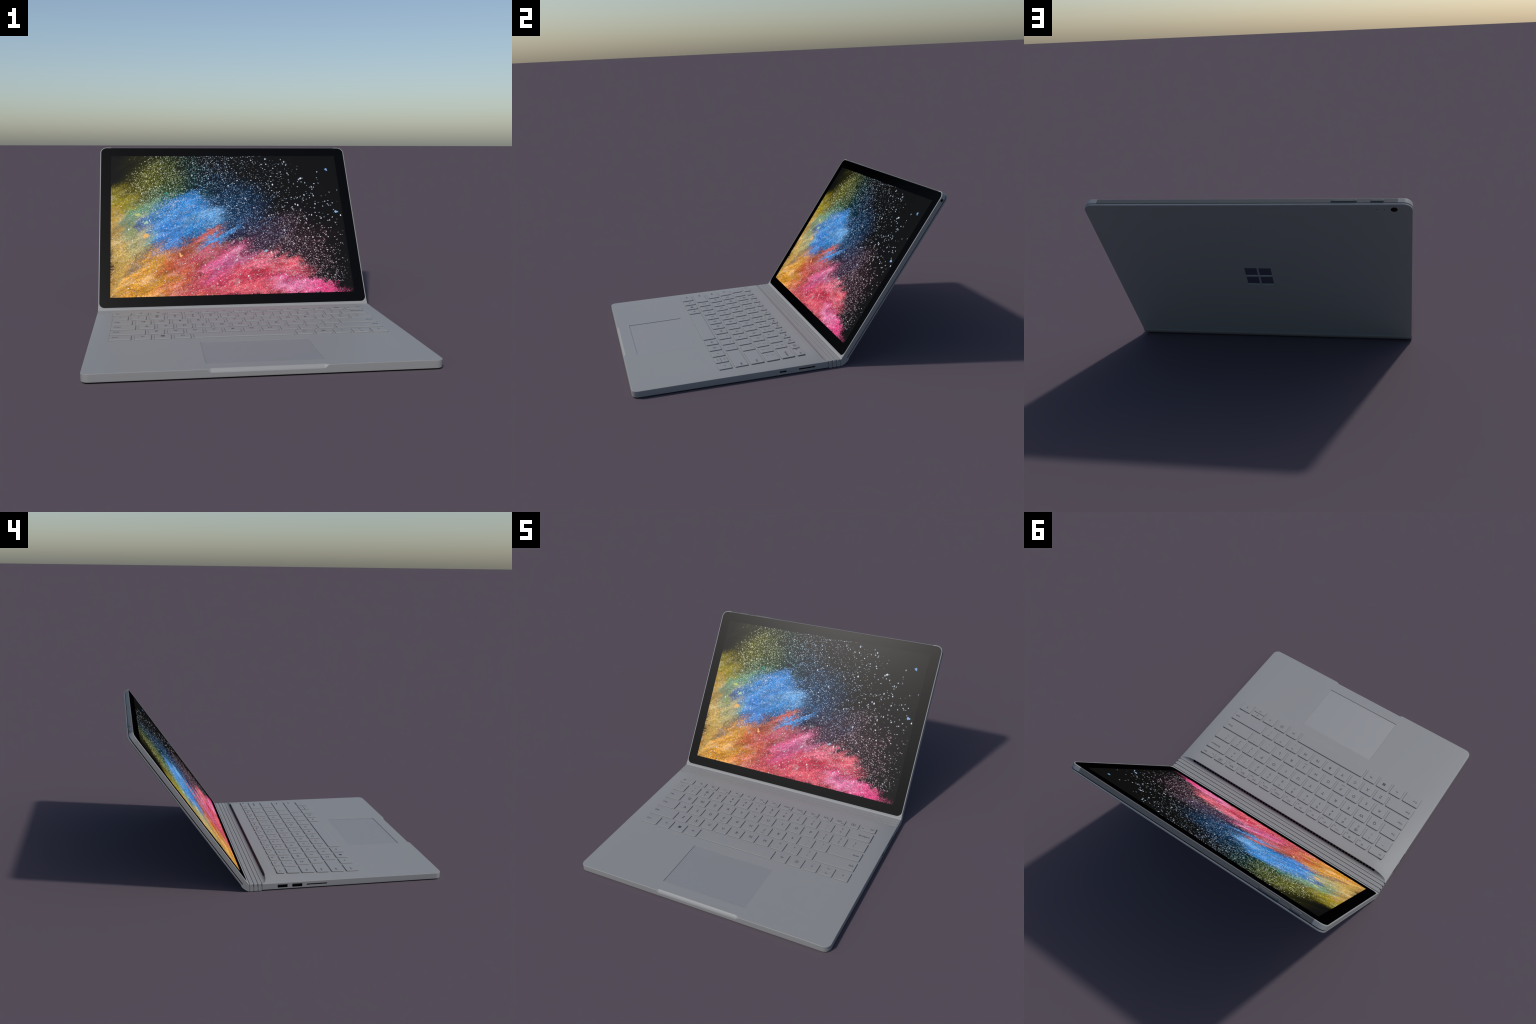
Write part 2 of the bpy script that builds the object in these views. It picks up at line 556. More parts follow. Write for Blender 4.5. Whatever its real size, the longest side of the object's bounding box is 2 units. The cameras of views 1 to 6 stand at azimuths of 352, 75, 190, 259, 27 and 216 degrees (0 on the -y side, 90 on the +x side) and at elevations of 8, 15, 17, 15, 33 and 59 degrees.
for i, p in enumerate((("<", ","), (">", "."), ("?", "/"))):
    x = -0.5410 + (7 + i) * KP
    place_key(x, x + KW, ROW_Y["s"], KEY_D, pair(*p))
place_key(0.4845, X_R, ROW_Y["s"], KEY_D, right_word("Shift"))
# bottom row
place_key(X_L, -0.6290, ROW_Y["b"], KEY_D, left_word("Ctrl"))
for i, m in enumerate(([("text", "Fn", 0, 0.003, SMALL)], [("icon", "pane4", 0, 0.002, 0)], [("text", "Alt", 0, 0.003, SMALL)])):
    x = -0.6125 + i * 0.1030
    place_key(x, x + 0.0870, ROW_Y["b"], KEY_D, m)
place_key(-0.3035, 0.2270, ROW_Y["b"], KEY_D, [])
for i, m in enumerate(([("text", "Alt", 0, 0.003, SMALL)], [("icon", "menu", 0, 0.002, 0)], [("icon", "left", 0, 0.002, 0)], None, [("icon", "right", 0, 0.002, 0)])):
    x = 0.2435 + i * 0.10285
    if m is None:
        place_key(x, x + 0.0860, ROW_Y["b"], 0.0400, [("icon", "down", 0, 0, 0)])
        place_key(x, x + 0.0860, ROW_Y["b"] + 0.0415, 0.0400, [("icon", "up", 0, 0, 0)])
    else:
        place_key(x, x + 0.0860, ROW_Y["b"], KEY_D, m)

# dark plates just proud of the deck, rims showing as a thin dark line round every keycap
dark_plates = add("key_dark_plates", mesh_from(*joined(DARK_PLATES)), (GAP,), smooth=None)
dark_plates["kind"] = "stuff"

# ------------------------------------------------------------------ hinge
GROOVES = [BASE_REAR + 0.0012, 0.2232, 0.2496, 0.2760]
def rib_profile(y0, y1):
    g = 0.0011
    a, b = y0 + g, y1 - g
    w = b - a
    top = [(a, 0.0405), (a + 0.0006, 0.0440), (a + 0.0022, 0.0452), (a + w * 0.35, 0.0450), (a + w * 0.5, 0.0444),
           (a + w * 0.7, 0.0446), (b - 0.0022, 0.0450), (b - 0.0006, 0.0440), (b, 0.0405)]
    bot = [(b, 0.0040), (b - 0.0012, 0.0016), (b - 0.006, 0.0004), (a + 0.006, 0.0004), (a + 0.0012, 0.0016), (a, 0.0040)]
    return top + bot
END_CUT = 0.0075
def end_profile(y0, y1):            # the rib's tip: front upper corner cut back beside the groove
    p = []
    for y, z in rib_profile(y0, y1):
        p.append((y, z))
    a = y0 + 0.0011
    return [(a + 0.0003, 0.0040), (a + 0.0003, 0.028), (a + 0.0045, 0.036), (a + 0.0062, 0.0448), (y1 - 0.0033, 0.0450),
            (y1 - 0.0017, 0.0440), (y1 - 0.0011, 0.0405), (y1 - 0.0011, 0.0040), (y1 - 0.0023, 0.0016), (y1 - 0.007, 0.0004),
            (a + 0.006, 0.0004), (a + 0.0012, 0.0016)]
for y0, y1 in zip(GROOVES, GROOVES[1:]):
    xi = HALF_W - END_CUT
    parts = [extrude_x(rib_profile(y0, y1), -xi, xi),
             extrude_x(end_profile(y0, y1), xi + 0.0002, HALF_W), extrude_x(end_profile(y0, y1), -HALF_W, -xi - 0.0002)]
    add("hinge_rib", mesh_from(*joined(parts)), (ALLOY,), smooth=40)

d, n = LID_D, LID_N
ya = GROOVES[3] + 0.0011
fp_ = lambda v, w: tuple((LID_O + d * v + n * w).yz)       # point on the lid's section
heel = [(ya, 0.0040), (ya, 0.0405), (ya + 0.0006, 0.0440), (ya + 0.0020, 0.0452), (0.2805, 0.0458), (0.2832, 0.0474), (0.2850, 0.0500),
        fp_(LID_V0 - 0.0010, -0.0010), fp_(LID_V0 + 0.004, -0.0016), fp_(-0.002, -0.0016), fp_(0.0022, -0.0028), fp_(0.0025, -0.005),
        fp_(0.0030, -LID_T + 0.002), fp_(0.0022, -LID_T - 0.0002), (0.3300, 0.0385), (0.3262, 0.0325), (0.3200, 0.0255), (0.3130, 0.0190),
        (0.3055, 0.0130), (0.2975, 0.0078), (0.2895, 0.0038), (0.2840, 0.0016), (ya + 0.004, 0.0000), (ya + 0.0012, 0.0012)]
add("hinge_heel", mesh_from(*extrude_x(heel, -HEEL_W, HEEL_W)), (ALLOY,), smooth=32)
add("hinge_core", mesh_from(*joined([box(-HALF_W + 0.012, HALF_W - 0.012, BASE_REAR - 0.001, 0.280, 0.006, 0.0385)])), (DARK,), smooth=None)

# ------------------------------------------------------------------ lid
LID = Matrix.Translation(LID_O) @ Matrix((
    (1, 0, 0, 0), (0, d.y, n.y, 0), (0, d.z, n.z, 0), (0, 0, 0, 1)))
RT = 0.044
STRIP_X = 0.770

def lid_rings(spec, radii, extra=(), seg=10):
    return [[(x, y, w) for x, y in round_rect(-HALF_W, HALF_W, LID_V0, LID_L, radii, ins, seg, extra)] for ins, w in spec]

GLASS_IN = 0.0062
def build_frame():
    spec = [(0.012, -0.0045), (GLASS_IN, -0.0030), (GLASS_IN, -0.0006), (GLASS_IN - 0.0008, 0.0), (0.0030, -0.0002), (0.0012, -0.0010),
            (0.0002, -0.0026), (0.0, -0.0045), (0.0, -0.0279), (0.0004, -0.0284)]
    rings = lid_rings(spec, (0.006, 0.006, RT, RT), (-STRIP_X, STRIP_X))
    # glass seat has round lower corners too
    for k in range(0, 4):
        ins, w = spec[k]
        rings[k] = [(x, y, w) for x, y in round_rect(-HALF_W, HALF_W, LID_V0, LID_L, (0.040, 0.040, RT, RT), ins, 10, (-STRIP_X, STRIP_X))]
    V, F = loft(rings)
    strip, body = [], []
    for f in F:
        c = sum((Vector(V[i]) for i in f), Vector()) / len(f)
        if len(f) == 4 and c.y > LID_L - 0.02 and all(abs(V[i][0]) <= STRIP_X + 1e-5 for i in f) and all(V[i][1] > LID_L - 0.02 for i in f):
            strip.append(f)
        else:
            body.append(f)
    return V, body, strip

V_, body_f, strip_f = build_frame()
frame_me = mesh_from(V_, body_f + strip_f, fix=True)
full_me = frame_me
def split_faces(me, pred):
    a, b = bmesh.new(), bmesh.new()
    a.from_mesh(me); b.from_mesh(me)
    for bm, keep in ((a, False), (b, True)):
        bm.faces.ensure_lookup_table()
        kill = [f for f in bm.faces if pred(f) != keep]
        bmesh.ops.delete(bm, geom=kill, context='FACES')
    m1, m2 = bpy.data.meshes.new("a"), bpy.data.meshes.new("b")
    a.to_mesh(m1); b.to_mesh(m2)
    a.free(); b.free()
    return m1, m2

frame_obj = add("lid_frame", frame_me, (ALLOY, DARK), matrix=LID, smooth=None)
# headphone socket and small side openings
def disc_prism_x(x0, x1, yc, zc, r, seg=20):
    pts = [(yc + r * math.cos(2 * math.pi * i / seg), zc + r * math.sin(2 * math.pi * i / seg)) for i in range(seg)]
    return loft([[(x0, a, b) for a, b in pts], [(x1, a, b) for a, b in pts]])
JACK_V, JACK_W = 1.122, -0.0165
bool_cut(frame_obj, disc_prism_x(HALF_W - 0.03, HALF_W + 0.01, JACK_V, JACK_W, 0.0100), 0)
is_strip = lambda f: (all(abs(v.co.x) <= STRIP_X + 1e-4 and v.co.y > LID_L - 0.0125 for v in f.verts) and f.calc_area() < 0.2)
me_body, me_strip = split_faces(frame_obj.data, is_strip)
old = frame_obj.data
frame_obj.data = me_body
for me_, m_ in ((me_body, ALLOY), (me_strip, STRIP)):
    me_.materials.clear(); me_.materials.append(m_)
    smooth_mesh(me_, 40)
so = bpy.data.objects.new("lid_edge_strip", me_strip)
COL.objects.link(so); so.parent = ROOT; so.matrix_basis = LID
weigh(so); weigh(frame_obj)

add("headphone_socket", mesh_from(*disc_prism_x(HALF_W - 0.029, HALF_W - 0.008, JACK_V, JACK_W, 0.0072)), (DARK,), matrix=LID, smooth=40)

def plate(radii, spec, seg=10):
    return mesh_from(*loft(lid_rings(spec, radii, seg=seg)))
add("lid_gap_core", plate((0.006, 0.006, RT, RT), [(0.0180, -0.0275), (0.0180, -0.0365)]), (DARK,), matrix=LID, smooth=None)
cover = add("lid_back_cover", plate((0.006, 0.006, RT, RT), [(0.0004, -0.0342), (0.0001, -0.0346), (0.0, -0.0352), (0.0002, -0.0404),
            (0.0012, -0.0426), (0.0030, -0.0437), (0.0056, -LID_T)]), (ALLOY, DARK), matrix=LID, smooth=None)
EM_C, EM_H, EM_G = 0.5800, 0.0748, 0.0090
panes = [(sx, sy) for sx in (-1, 1) for sy in (-1, 1)]
pw = EM_H - EM_G / 2
def pane_box(sx, sy, z0, z1, grow=0.0):
    xc = sx * (EM_G / 2 + pw / 2); yc = EM_C + sy * (EM_G / 2 + pw / 2)
    h = pw / 2 + grow
    return box(xc - h, xc + h, yc - h, yc + h, z0, z1)
def disc_prism_z(xc, yc, r, z0, z1, seg=28):
    pts = [(xc + r * math.cos(2 * math.pi * i / seg), yc + r * math.sin(2 * math.pi * i / seg)) for i in range(seg)]
    return loft([[(a, b, z0) for a, b in pts], [(a, b, z1) for a, b in pts]])
CAM_X, CAM_V = -0.7525, 1.1355
bool_cut(cover, joined([pane_box(sx, sy, -LID_T - 0.005, -LID_T + 0.0035) for sx, sy in panes] +
                       [disc_prism_z(CAM_X, CAM_V, 0.0168, -LID_T - 0.005, -LID_T + 0.0030)] +
                       [disc_prism_z(x, CAM_V, 0.0030, -LID_T - 0.005, -LID_T + 0.004, 12) for x in (-0.672, -0.7048)]), 0)
smooth_mesh(cover.data, 30)
weigh(cover)
for sx, sy in panes:
    add("emblem_pane", mesh_from(*pane_box(sx, sy, -LID_T + 0.0030, -LID_T + 0.0060, 0.0006)), (EMBLEM,), matrix=LID, smooth=None)
cam = add("rear_camera", mesh_from(*loft([
    [(CAM_X + r * math.cos(2 * math.pi * i / 28), CAM_V + r * math.sin(2 * math.pi * i / 28), w) for i in range(28)]
    for r, w in ((0.0168, -LID_T + 0.0035), (0.0164, -LID_T + 0.0012), (0.0150, -LID_T + 0.0006), (0.0075, -LID_T + 0.0006),
                 (0.0065, -LID_T + 0.0016), (0.003, -LID_T + 0.0010))])), (LENS,), matrix=LID, smooth=40)
for x in (-0.672, -0.7048):
    add("microphone_hole", mesh_from(*disc_prism_z(x, CAM_V, 0.0029, -LID_T + 0.0015, -LID_T + 0.005, 12)), (DARK,), matrix=LID, smooth=40)

# volume rocker and power button on the top edge
def build_button(x0, x1):
    r = []
    for ins, h in ((0, -0.002), (0, 0.0024), (0.0006, 0.0034), (0.0018, 0.0040)):
        r.append([(x, LID_L + h, w) for x, w in round_rect(x0, x1, -0.0225, -0.0095, (0.0062,) * 4, ins, 6)])
    return mesh_from(*loft(r))
vol = add("volume_rocker", build_button(-0.574, -0.447), (STRIP,), matrix=LID, smooth=40)
add("power_button", build_button(-0.7040, -0.6400), (STRIP,), matrix=LID, smooth=40)
def top_mark(parts, x):
    V, F = joined(parts)
    V = [(x + a, LID_L + 0.0040 + c, -0.0160 + b) for a, b, c in V]
    o = add("volume_mark", mesh_from(V, F), (INK,), parent=vol, smooth=None)
top_mark(stroke([(0, -.003), (0, .003)], .0014), -0.4590)
top_mark(stroke([(0, -.003), (0, .003)], .0014) + stroke([(-.003, 0), (.003, 0)], .0013), -0.5620)

# glass and display
add("bezel_glass", plate((0.040, 0.040, RT, RT), [(GLASS_IN + 0.0003, -0.0040), (GLASS_IN + 0.0003, -0.0008), (GLASS_IN + 0.0008, -0.0004)]), (BEZEL,), matrix=LID, smooth=40)

DX, DV0, DV1 = 0.7690, 0.0597, 1.0992
DH = DV1 - DV0

# ------------------------------------------------------------------ powder-burst picture
def display_material():
    m = bpy.data.materials.new("display_picture")
    m.use_nodes = True
    nt = m.node_tree
    N, L = nt.nodes, nt.links
    bsdf = N["Principled BSDF"]
    bsdf.inputs["Roughness"].default_value = 0.32
    bsdf.inputs["Specular IOR Level"].default_value = 0.16

    def plug(sock, v):
        if hasattr(v, "is_output"):
            L.new(v, sock)
        elif isinstance(v, (tuple, list)) and sock.type == 'VECTOR':
            sock.default_value = v[:3]
        else:
            sock.default_value = v
    def math_(op, a, b=0.0, clamp=False):
        nd = N.new("ShaderNodeMath"); nd.operation = op; nd.use_clamp = clamp
        plug(nd.inputs[0], a); plug(nd.inputs[1], b)
        return nd.outputs[0]
    def vmath(op, a, b=None):
        nd = N.new("ShaderNodeVectorMath"); nd.operation = op
        plug(nd.inputs[0], a)
        if b is not None:
            plug(nd.inputs["Scale"] if op == 'SCALE' else nd.inputs[1], b)
        return nd.outputs["Value"] if op == 'LENGTH' else nd.outputs["Vector"]
    def ramp(v, a, b, lo=0.0, hi=1.0):
        nd = N.new("ShaderNodeMapRange"); nd.interpolation_type = 'SMOOTHSTEP'
        plug(nd.inputs["Value"], v)
        if a > b:
            a, b, lo, hi = b, a, hi, lo
        nd.inputs["From Min"].default_value = a; nd.inputs["From Max"].default_value = b
        nd.inputs["To Min"].default_value = lo; nd.inputs["To Max"].default_value = hi
        return nd.outputs["Result"]
    def mix(f, a, b, mode='MIX'):
        nd = N.new("ShaderNodeMix"); nd.data_type = 'RGBA'; nd.blend_type = mode
        plug(nd.inputs[0], f); plug(nd.inputs[6], a); plug(nd.inputs[7], b)
        return nd.outputs[2]
    def mapping(v, loc=(0, 0, 0), rot=0.0, scale=(1, 1, 1), kind='TEXTURE'):
        nd = N.new("ShaderNodeMapping"); nd.vector_type = kind
        plug(nd.inputs["Vector"], v)
        nd.inputs["Location"].default_value = loc
        nd.inputs["Rotation"].default_value = (0, 0, math.radians(rot))
        nd.inputs["Scale"].default_value = scale
        return nd.outputs[0]
    def noise(v, scale, detail=2.0, rough=0.5):
        nd = N.new("ShaderNodeTexNoise"); nd.noise_dimensions = '2D'
        plug(nd.inputs["Vector"], v)
        nd.inputs["Scale"].default_value = scale; nd.inputs["Detail"].default_value = detail
        nd.inputs["Roughness"].default_value = rough
        return nd
    def as_vec(c):
        sp = N.new("ShaderNodeSeparateColor"); L.new(c, sp.inputs[0])
        cb = N.new("ShaderNodeCombineXYZ")
        for i in range(2):
            L.new(sp.outputs[i], cb.inputs[i])
        return cb.outputs[0]
    def as_col(f):
        cb = N.new("ShaderNodeCombineColor")
        for i in range(3):
            L.new(f, cb.inputs[i])
        return cb.outputs[0]
    def blob(v, cx, cy, rx, ry, rot=0.0, soft=0.5, grain=None):
        """Soft ellipse: 1 inside, 0 outside.  Each blob leans (by nothing visible) on the
        one before it, so that the shader is worked off one blob at a time."""
        if last:
            nd = N.new("ShaderNodeMath"); nd.operation = 'MULTIPLY_ADD'
            L.new(last[0], nd.inputs[0])
            nd.inputs[1].default_value = 1e-7; nd.inputs[2].default_value = 1.0
            v = vmath('SCALE', v, nd.outputs[0])
        q = mapping(v, (cx, cy, 0), rot, (rx, ry, 1))
        r = vmath('LENGTH', q)
        if grain is not None:                    # powdery edge: grain decides where the cloud breaks up
            r = math_('ADD', r, math_('MULTIPLY', grain, 0.75 + 1.7 * soft))
        f = ramp(r, 1.0 + soft, max(0.0, 1.0 - soft))
        last[:] = [f]
        return f
    last = []

    tc = N.new("ShaderNodeTexCoord")
    # picture units: height 1, width about 1.48, origin at the lower left corner
    P = mapping(tc.outputs["Object"], (0, 0, 0), 0, (DH, DH, 1))
    flat = mapping(P, (0, 0, 0), 0, (1, 1, 0), 'POINT')
    flow = mapping(flat, (0, 0, 0), 35, (3.0, 0.75, 1))           # stretched along the blast direction
    w1 = vmath('SCALE', vmath('SUBTRACT', as_vec(noise(flow, 7.5, 4, 0.62).outputs['Color']), (0.5, 0.5, 0.0)), 0.22)
    w2 = vmath('SCALE', vmath('SUBTRACT', as_vec(noise(flat, 26, 3, 0.7).outputs['Color']), (0.5, 0.5, 0.0)), 0.085)
    w3 = vmath('SCALE', vmath('SUBTRACT', as_vec(noise(flat, 190, 1, 0.6).outputs['Color']), (0.5, 0.5, 0.0)), 0.040)
    soft_p = vmath('ADD', flat, w1)
    warp = vmath('ADD', vmath('ADD', soft_p, w2), w3)
    soft_p = vmath('ADD', soft_p, w3)

    ASP = 1.478
    def col(r, g, b): return srgb(r, g, b)
    def layers(start, v, items):
        c = start
        for s, t, rs, rt, rot, soft, alpha, rgb in items:
            f = blob(v, s * ASP, t, rs * ASP, rt, rot, soft)
            if alpha < 1:
                f = math_('MULTIPLY', f, alpha)
            c = mix(f, c, col(*rgb))
        return c

    # 1. colour of loose dust by place in the picture
    dust = layers(col(205, 220, 235), soft_p, [
        (0.74, 0.26, 0.28, 0.32, 0, 0.5, 1.0, (206, 160, 172)),
        (0.58, 0.42, 0.12, 0.14, 30, 0.6, 0.8, (120, 105, 140)),
        (0.45, 0.66, 0.17, 0.40, 60, 0.5, 1.0, (72, 146, 204)),
        (0.53, 0.31, 0.10, 0.06, 15, 0.6, 0.9, (206, 120, 160)),
        (0.34, 0.84, 0.09, 0.28, 0, 0.6, 0.9, (84, 160, 150)),
        (0.19, 0.80, 0.13, 0.26, 0, 0.5, 1.0, (188, 190, 76)),
        (0.25, 0.80, 0.05, 0.22, 0, 0.7, 0.7, (128, 152, 78)),
        (0.18, 0.64, 0.12, 0.08, 25, 0.6, 0.9, (140, 196, 160)),
        (0.02, 0.60, 0.10, 0.25, 0, 0.5, 1.0, (195, 165, 50)),
    ])
    # 2. faint haze glowing behind the dust
    bg = col(17, 17, 17)
    haze = layers(bg, soft_p, [
        (0.51, 0.55, 0.12, 0.18, 20, 0.9, 0.60, (14, 54, 90)),
        (0.38, 0.68, 0.12, 0.16, 40, 0.9, 0.50, (8, 36, 56)),
        (0.60, 0.37, 0.13, 0.14, 20, 0.9, 0.55, (52, 38, 62)),
        (0.72, 0.30, 0.15, 0.20, 0, 0.9, 0.40, (66, 42, 52)),
        (0.17, 0.78, 0.095, 0.17, -20, 0.95, 0.65, (82, 82, 12)),
        (0.26, 0.80, 0.08, 0.22, 0, 0.9, 0.40, (8, 40, 18)),
        (0.23, 0.67, 0.11, 0.08, 30, 0.8, 0.60, (10, 66, 54)),
    ])
    # 3. dense powder clouds, back to front
    cloud_items = [
        (0.03, 0.60, 0.085, 0.12, 20, 0.70, 0.95, (166, 150, 34)),
        (0.02, 0.53, 0.05, 0.07, 20, 0.70, 0.8, (196, 152, 36)),
        (0.12, 0.575, 0.070, 0.060, 30, 0.8, 0.80, (88, 156, 116)),
        (0.035, 0.38, 0.065, 0.15, 20, 0.6, 0.95, (208, 168, 92)),
        (0.095, 0.44, 0.060, 0.14, -35, 0.6, 0.90, (96, 150, 136)),
        (0.10, 0.49, 0.022, 0.110, -40, 0.5, 0.85, (176, 178, 96)),
        (0.13, 0.47, 0.040, 0.085, -35, 0.45, 0.90, (50, 96, 158)),
        # blue burst
        (0.30, 0.535, 0.145, 0.150, 14, 0.26, 1.0, (46, 134, 204)),
        (0.22, 0.39, 0.085, 0.100, 20, 0.35, 1.0, (66, 134, 206)),
        (0.40, 0.535, 0.070, 0.055, 0, 0.5, 0.7, (80, 154, 216)),
        (0.30, 0.645, 0.090, 0.040, 22, 0.6, 0.9, (38, 128, 200)),
        (0.42, 0.545, 0.055, 0.030, 12, 0.7, 0.9, (92, 160, 216)),
        (0.36, 0.50, 0.090, 0.030, 24, 0.8, 0.30, (132, 184, 228)),
        (0.25, 0.53, 0.080, 0.026, 30, 0.8, 0.45, (112, 172, 224)),
        (0.32, 0.565, 0.110, 0.024, 26, 0.8, 0.45, (24, 96, 172)),
        (0.24, 0.46, 0.080, 0.022, 34, 0.8, 0.40, (32, 98, 180)),
        (0.145, 0.375, 0.070, 0.040, 35, 0.6, 0.8, (134, 176, 150)),
        (0.08, 0.30, 0.050, 0.17, -30, 0.5, 0.9, (196, 180, 116)),
        # orange and red body of the blast
        (0.22, 0.10, 0.235, 0.200, 8, 0.22, 1.0, (214, 132, 58)),
        (0.35, 0.285, 0.125, 0.085, 24, 0.4, 0.95, (176, 96, 74)),
        (0.11, 0.07, 0.125, 0.14, 0, 0.5, 0.95, (230, 158, 44)),
        (0.15, 0.22, 0.070, 0.06, 40, 0.7, 0.9, (222, 160, 64)),
        (0.07, 0.17, 0.016, 0.20, -36, 0.7, 0.75, (128, 116, 96)),
        (0.02, 0.20, 0.035, 0.20, 0, 0.7, 0.8, (224, 182, 90)),
        (0.265, 0.19, 0.045, 0.07, 10, 0.7, 0.9, (236, 126, 70)),
        (0.315, 0.20, 0.070, 0.085, 10, 0.6, 0.8, (186, 62, 50)),
        (0.30, 0.03, 0.11, 0.05, 0, 0.7, 0.8, (222, 110, 82)),
        # dark blue shadow, coral spike and second blue wing
        (0.52, 0.365, 0.095, 0.034, 32, 0.5, 0.85, (34, 30, 62)),
        (0.395, 0.405, 0.075, 0.030, 33, 0.5, 1.0, (194, 96, 88)),
        (0.455, 0.400, 0.098, 0.034, 32, 0.35, 1.0, (66, 142, 212)),
        # pink and crimson cloud
        (0.46, 0.20, 0.135, 0.115, 12, 0.35, 1.0, (206, 82, 118)),
        (0.66, 0.160, 0.150, 0.110, 2, 0.22, 1.0, (216, 72, 96)),
        (0.735, 0.210, 0.058, 0.068, -10, 0.35, 1.0, (228, 88, 104)),
        (0.79, 0.045, 0.145, 0.058, -9, 0.28, 1.0, (232, 84, 140)),
        (0.47, 0.07, 0.170, 0.095, 0, 0.6, 1.0, (206, 62, 88)),
        (0.67, 0.17, 0.065, 0.045, 10, 0.8, 0.8, (196, 44, 58)),
        (0.55, 0.165, 0.060, 0.050, 10, 0.8, 0.6, (204, 50, 70)),
        (0.43, 0.175, 0.050, 0.06, 20, 0.8, 0.7, (220, 104, 156)),
        (0.60, 0.025, 0.120, 0.040, 0, 0.7, 0.85, (226, 86, 104)),
        (0.76, 0.055, 0.090, 0.030, 0, 0.7, 0.75, (238, 140, 182)),
        (0.88, 0.030, 0.050, 0.040, 0, 0.5, 0.7, (228, 60, 124)),
        (0.63, 0.225, 0.080, 0.030, 14, 0.8, 0.55, (240, 140, 160)),
        (0.72, 0.155, 0.060, 0.026, 8, 0.8, 0.50, (240, 120, 146)),
        (0.50, 0.235, 0.080, 0.030, 20, 0.8, 0.50, (226, 140, 186)),
        (0.60, 0.105, 0.110, 0.024, 6, 0.8, 0.45, (150, 26, 50)),
        (0.50, 0.040, 0.100, 0.030, 4, 0.8, 0.55, (242, 116, 122)),
        (0.13, 0.115, 0.100, 0.024, 18, 0.8, 0.45, (246, 192, 96)),
        (0.20, 0.175, 0.090, 0.022, 24, 0.8, 0.40, (180, 92, 30)),
        (0.33, 0.09, 0.045, 0.05, 0, 0.8, 0.5, (160, 60, 70)),
    ]
    c = haze
    cover = None
    grain = math_('SUBTRACT', noise(flat, 150, 2, 0.8).outputs["Fac"], 0.5)
    for s, t, rs, rt, rot, soft, alpha, rgb in cloud_items:
        f = blob(warp, s * ASP, t, rs * ASP, rt, rot, soft, grain)
        if alpha < 1:
            f = math_('MULTIPLY', f, alpha)
        c = mix(f, c, col(*rgb))
        cover = f if cover is None else math_('MAXIMUM', cover, f)
    # powder grain: tone varies from speck to speck
    g = noise(flat, 210, 2, 0.75).outputs["Fac"]
    g2 = noise(flow, 14, 3, 0.6).outputs["Fac"]
    g3 = noise(flat, 75, 3, 0.7).outputs["Fac"]
    tone = math_('MULTIPLY', math_('MULTIPLY', ramp(g, 0.3, 0.7, 0.55, 1.38), ramp(g3, 0.3, 0.7, 0.70, 1.22)), ramp(g2, 0.25, 0.75, 0.72, 1.25))
    c = mix(cover, c, mix(1.0, c, as_col(tone), 'MULTIPLY'))
    # paler wisps dragged along the blast
    wisp = noise(mapping(soft_p, (0.3, 0.1, 0), 33, (9, 34, 1), 'POINT'), 1.0, 3, 0.65).outputs["Fac"]
    c = mix(math_('MULTIPLY', cover, ramp(wisp, 0.52, 0.74, 0.0, 0.20)), c, col(240, 232, 228))
    c = mix(math_('MULTIPLY', cover, ramp(wisp, 0.46, 0.28, 0.0, 0.45)), c, col(24, 16, 20))

    # 4. flying specks in three sizes
    def specks(scale, prob, size, stretch_rot, stretch=(1.0, 1.0, 1.0), seed=0.0):
        v = mapping(flat, (seed, seed * 0.7, 0), stretch_rot, stretch, 'POINT')
        nd = N.new("ShaderNodeTexVoronoi"); nd.voronoi_dimensions = '2D'; nd.feature = 'F1'
        plug(nd.inputs["Vector"], v)
        nd.inputs["Scale"].default_value = scale
        nd.inputs["Randomness"].default_value = 1.0
        sep = N.new("ShaderNodeSeparateColor")
        L.new(nd.outputs["Color"], sep.inputs[0])
        on = math_('LESS_THAN', sep.outputs[0], prob)
        rad = math_('MULTIPLY', math_('ADD', math_('MULTIPLY', sep.outputs[1], 0.75), 0.45), size)
        inside = ramp(math_('DIVIDE', nd.outputs["Distance"], rad), 1.15, 0.75)
        return math_('MULTIPLY', on, inside), sep.outputs[2]

    # probability of fine dust
    def maxi(*a):
        r = a[0]
        for b in a[1:]:
            r = math_('MAXIMUM', r, b)
        return r
    def sb(s, t, rs, rt, rot, soft, k):
        return math_('MULTIPLY', blob(soft_p, s * ASP, t, rs * ASP, rt, rot, soft), k)
    p_fine = maxi(
        sb(0.205, 0.80, 0.115, 0.22, -30, 0.45, 0.42), sb(0.36, 0.80, 0.15, 0.28, 0, 0.5, 0.26), sb(0.48, 0.58, 0.15, 0.22, 20, 0.7, 0.34),
        sb(0.55, 0.75, 0.20, 0.30, 20, 0.6, 0.06), sb(0.66, 0.38, 0.17, 0.20, -10, 0.6, 0.27), sb(0.80, 0.18, 0.14, 0.18, 0, 0.6, 0.25),
        sb(0.20, 0.64, 0.12, 0.10, 25, 0.5, 0.60), math_('MULTIPLY', math_('MULTIPLY', cover, ramp(g2, 0.35, 0.7, 0.03, 0.22)), 1.0))
    p_mid = maxi(
        sb(0.205, 0.80, 0.11, 0.20, -30, 0.5, 0.13), sb(0.40, 0.78, 0.18, 0.26, 0, 0.5, 0.08), sb(0.64, 0.62, 0.17, 0.24, 20, 0.7, 0.05),
        sb(0.88, 0.48, 0.10, 0.30, 0, 0.5, 0.13), sb(0.74, 0.76, 0.14, 0.16, 0, 0.6, 0.07), sb(0.80, 0.22, 0.18, 0.22, 0, 0.6, 0.08), sb(0.20, 0.64, 0.10, 0.08, 25, 0.6, 0.28),
        sb(0.55, 0.28, 0.10, 0.05, 15, 0.6, 0.22), math_('MULTIPLY', cover, 0.065))
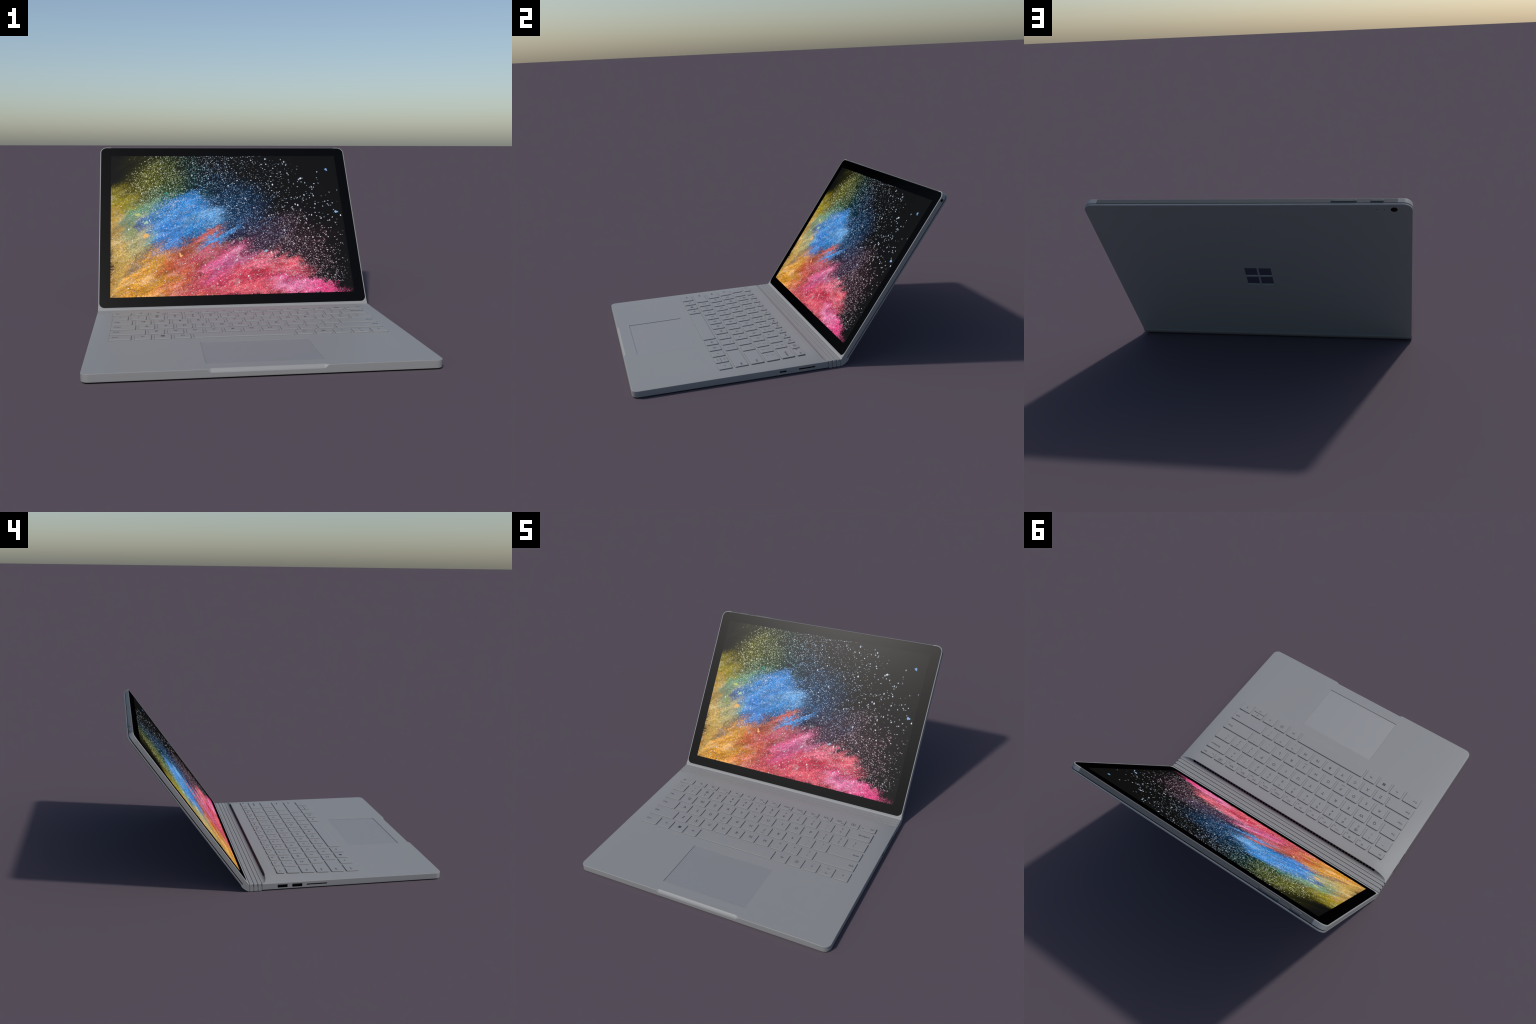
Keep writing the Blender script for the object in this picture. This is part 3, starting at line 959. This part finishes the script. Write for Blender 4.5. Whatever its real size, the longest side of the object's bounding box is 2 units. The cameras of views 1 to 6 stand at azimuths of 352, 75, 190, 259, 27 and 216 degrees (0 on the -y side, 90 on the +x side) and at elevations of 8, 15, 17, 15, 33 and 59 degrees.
    p_big = maxi(
        sb(0.20, 0.74, 0.12, 0.16, 20, 0.6, 0.13), sb(0.42, 0.80, 0.12, 0.16, 0, 0.7, 0.05), sb(0.80, 0.65, 0.16, 0.28, 0, 0.6, 0.07),
        sb(0.55, 0.26, 0.14, 0.06, 10, 0.7, 0.10), math_('MULTIPLY', cover, 0.042))
    white = col(238, 240, 242)
    for scale, prob, size, rot, st, seed, light, dim in (
            (210, p_fine, 0.46, 0, (1, 1, 1), 0.13, 0.0, 0.10), (135, p_fine, 0.36, 20, (1, 1.3, 1), 3.7, 0.0, 0.16),
            (84, p_mid, 0.36, 30, (1, 1.35, 1), 1.9, 0.08, 0.40), (50, p_big, 0.34, -25, (1.5, 1, 1), 5.3, 0.12, 0.50)):
        mask, rnd = specks(scale, prob, size, rot, st, seed)
        tint = mix(cover, dust, mix(0.30, c, white))
        bright = mix(math_('ADD', math_('MULTIPLY', math_('POWER', rnd, 4.0), 0.75), light, True), tint, white)
        amount = math_('MULTIPLY', mask, ramp(rnd, 0.0, 1.0, dim, 0.92))
        c = mix(amount, c, bright)
    # a few single flakes
    for s, t, rs, rt, rot, rgb in ((0.145, 0.415, 0.008, 0.022, -30, (236, 182, 104)), (0.148, 0.50, 0.007, 0.009, 0, (170, 205, 170)),
                                   (0.955, 0.895, 0.006, 0.009, 20, (118, 160, 208)), (0.975, 0.57, 0.006, 0.010, 20, (140, 178, 215)),
                                   (0.645, 0.295, 0.008, 0.007, 10, (150, 180, 205)), (0.285, 0.275, 0.005, 0.015, 20, (245, 180, 120)),
                                   (0.11, 0.56, 0.010, 0.010, 30, (190, 200, 120)), (0.235, 0.715, 0.008, 0.010, 0, (40, 140, 120))):
        f = blob(vmath('ADD', flat, vmath('SCALE', w2, 0.5)), s * ASP, t, rs * ASP, rt, rot, 0.25)
        c = mix(f, c, col(*rgb))
    L.new(c, bsdf.inputs["Base Color"])
    face_on_gloss(m, 0.105)
    return m

disp_m = LID @ Matrix.Translation((-DX, DV0, 0))
def build_display():
    w, h = 2 * DX, DH
    return mesh_from(*box(0, w, 0, h, -0.0020, 0.0002))
add("display_panel", build_display(), (display_material(),), matrix=disp_m, smooth=None)

bpy.context.view_layer.update()
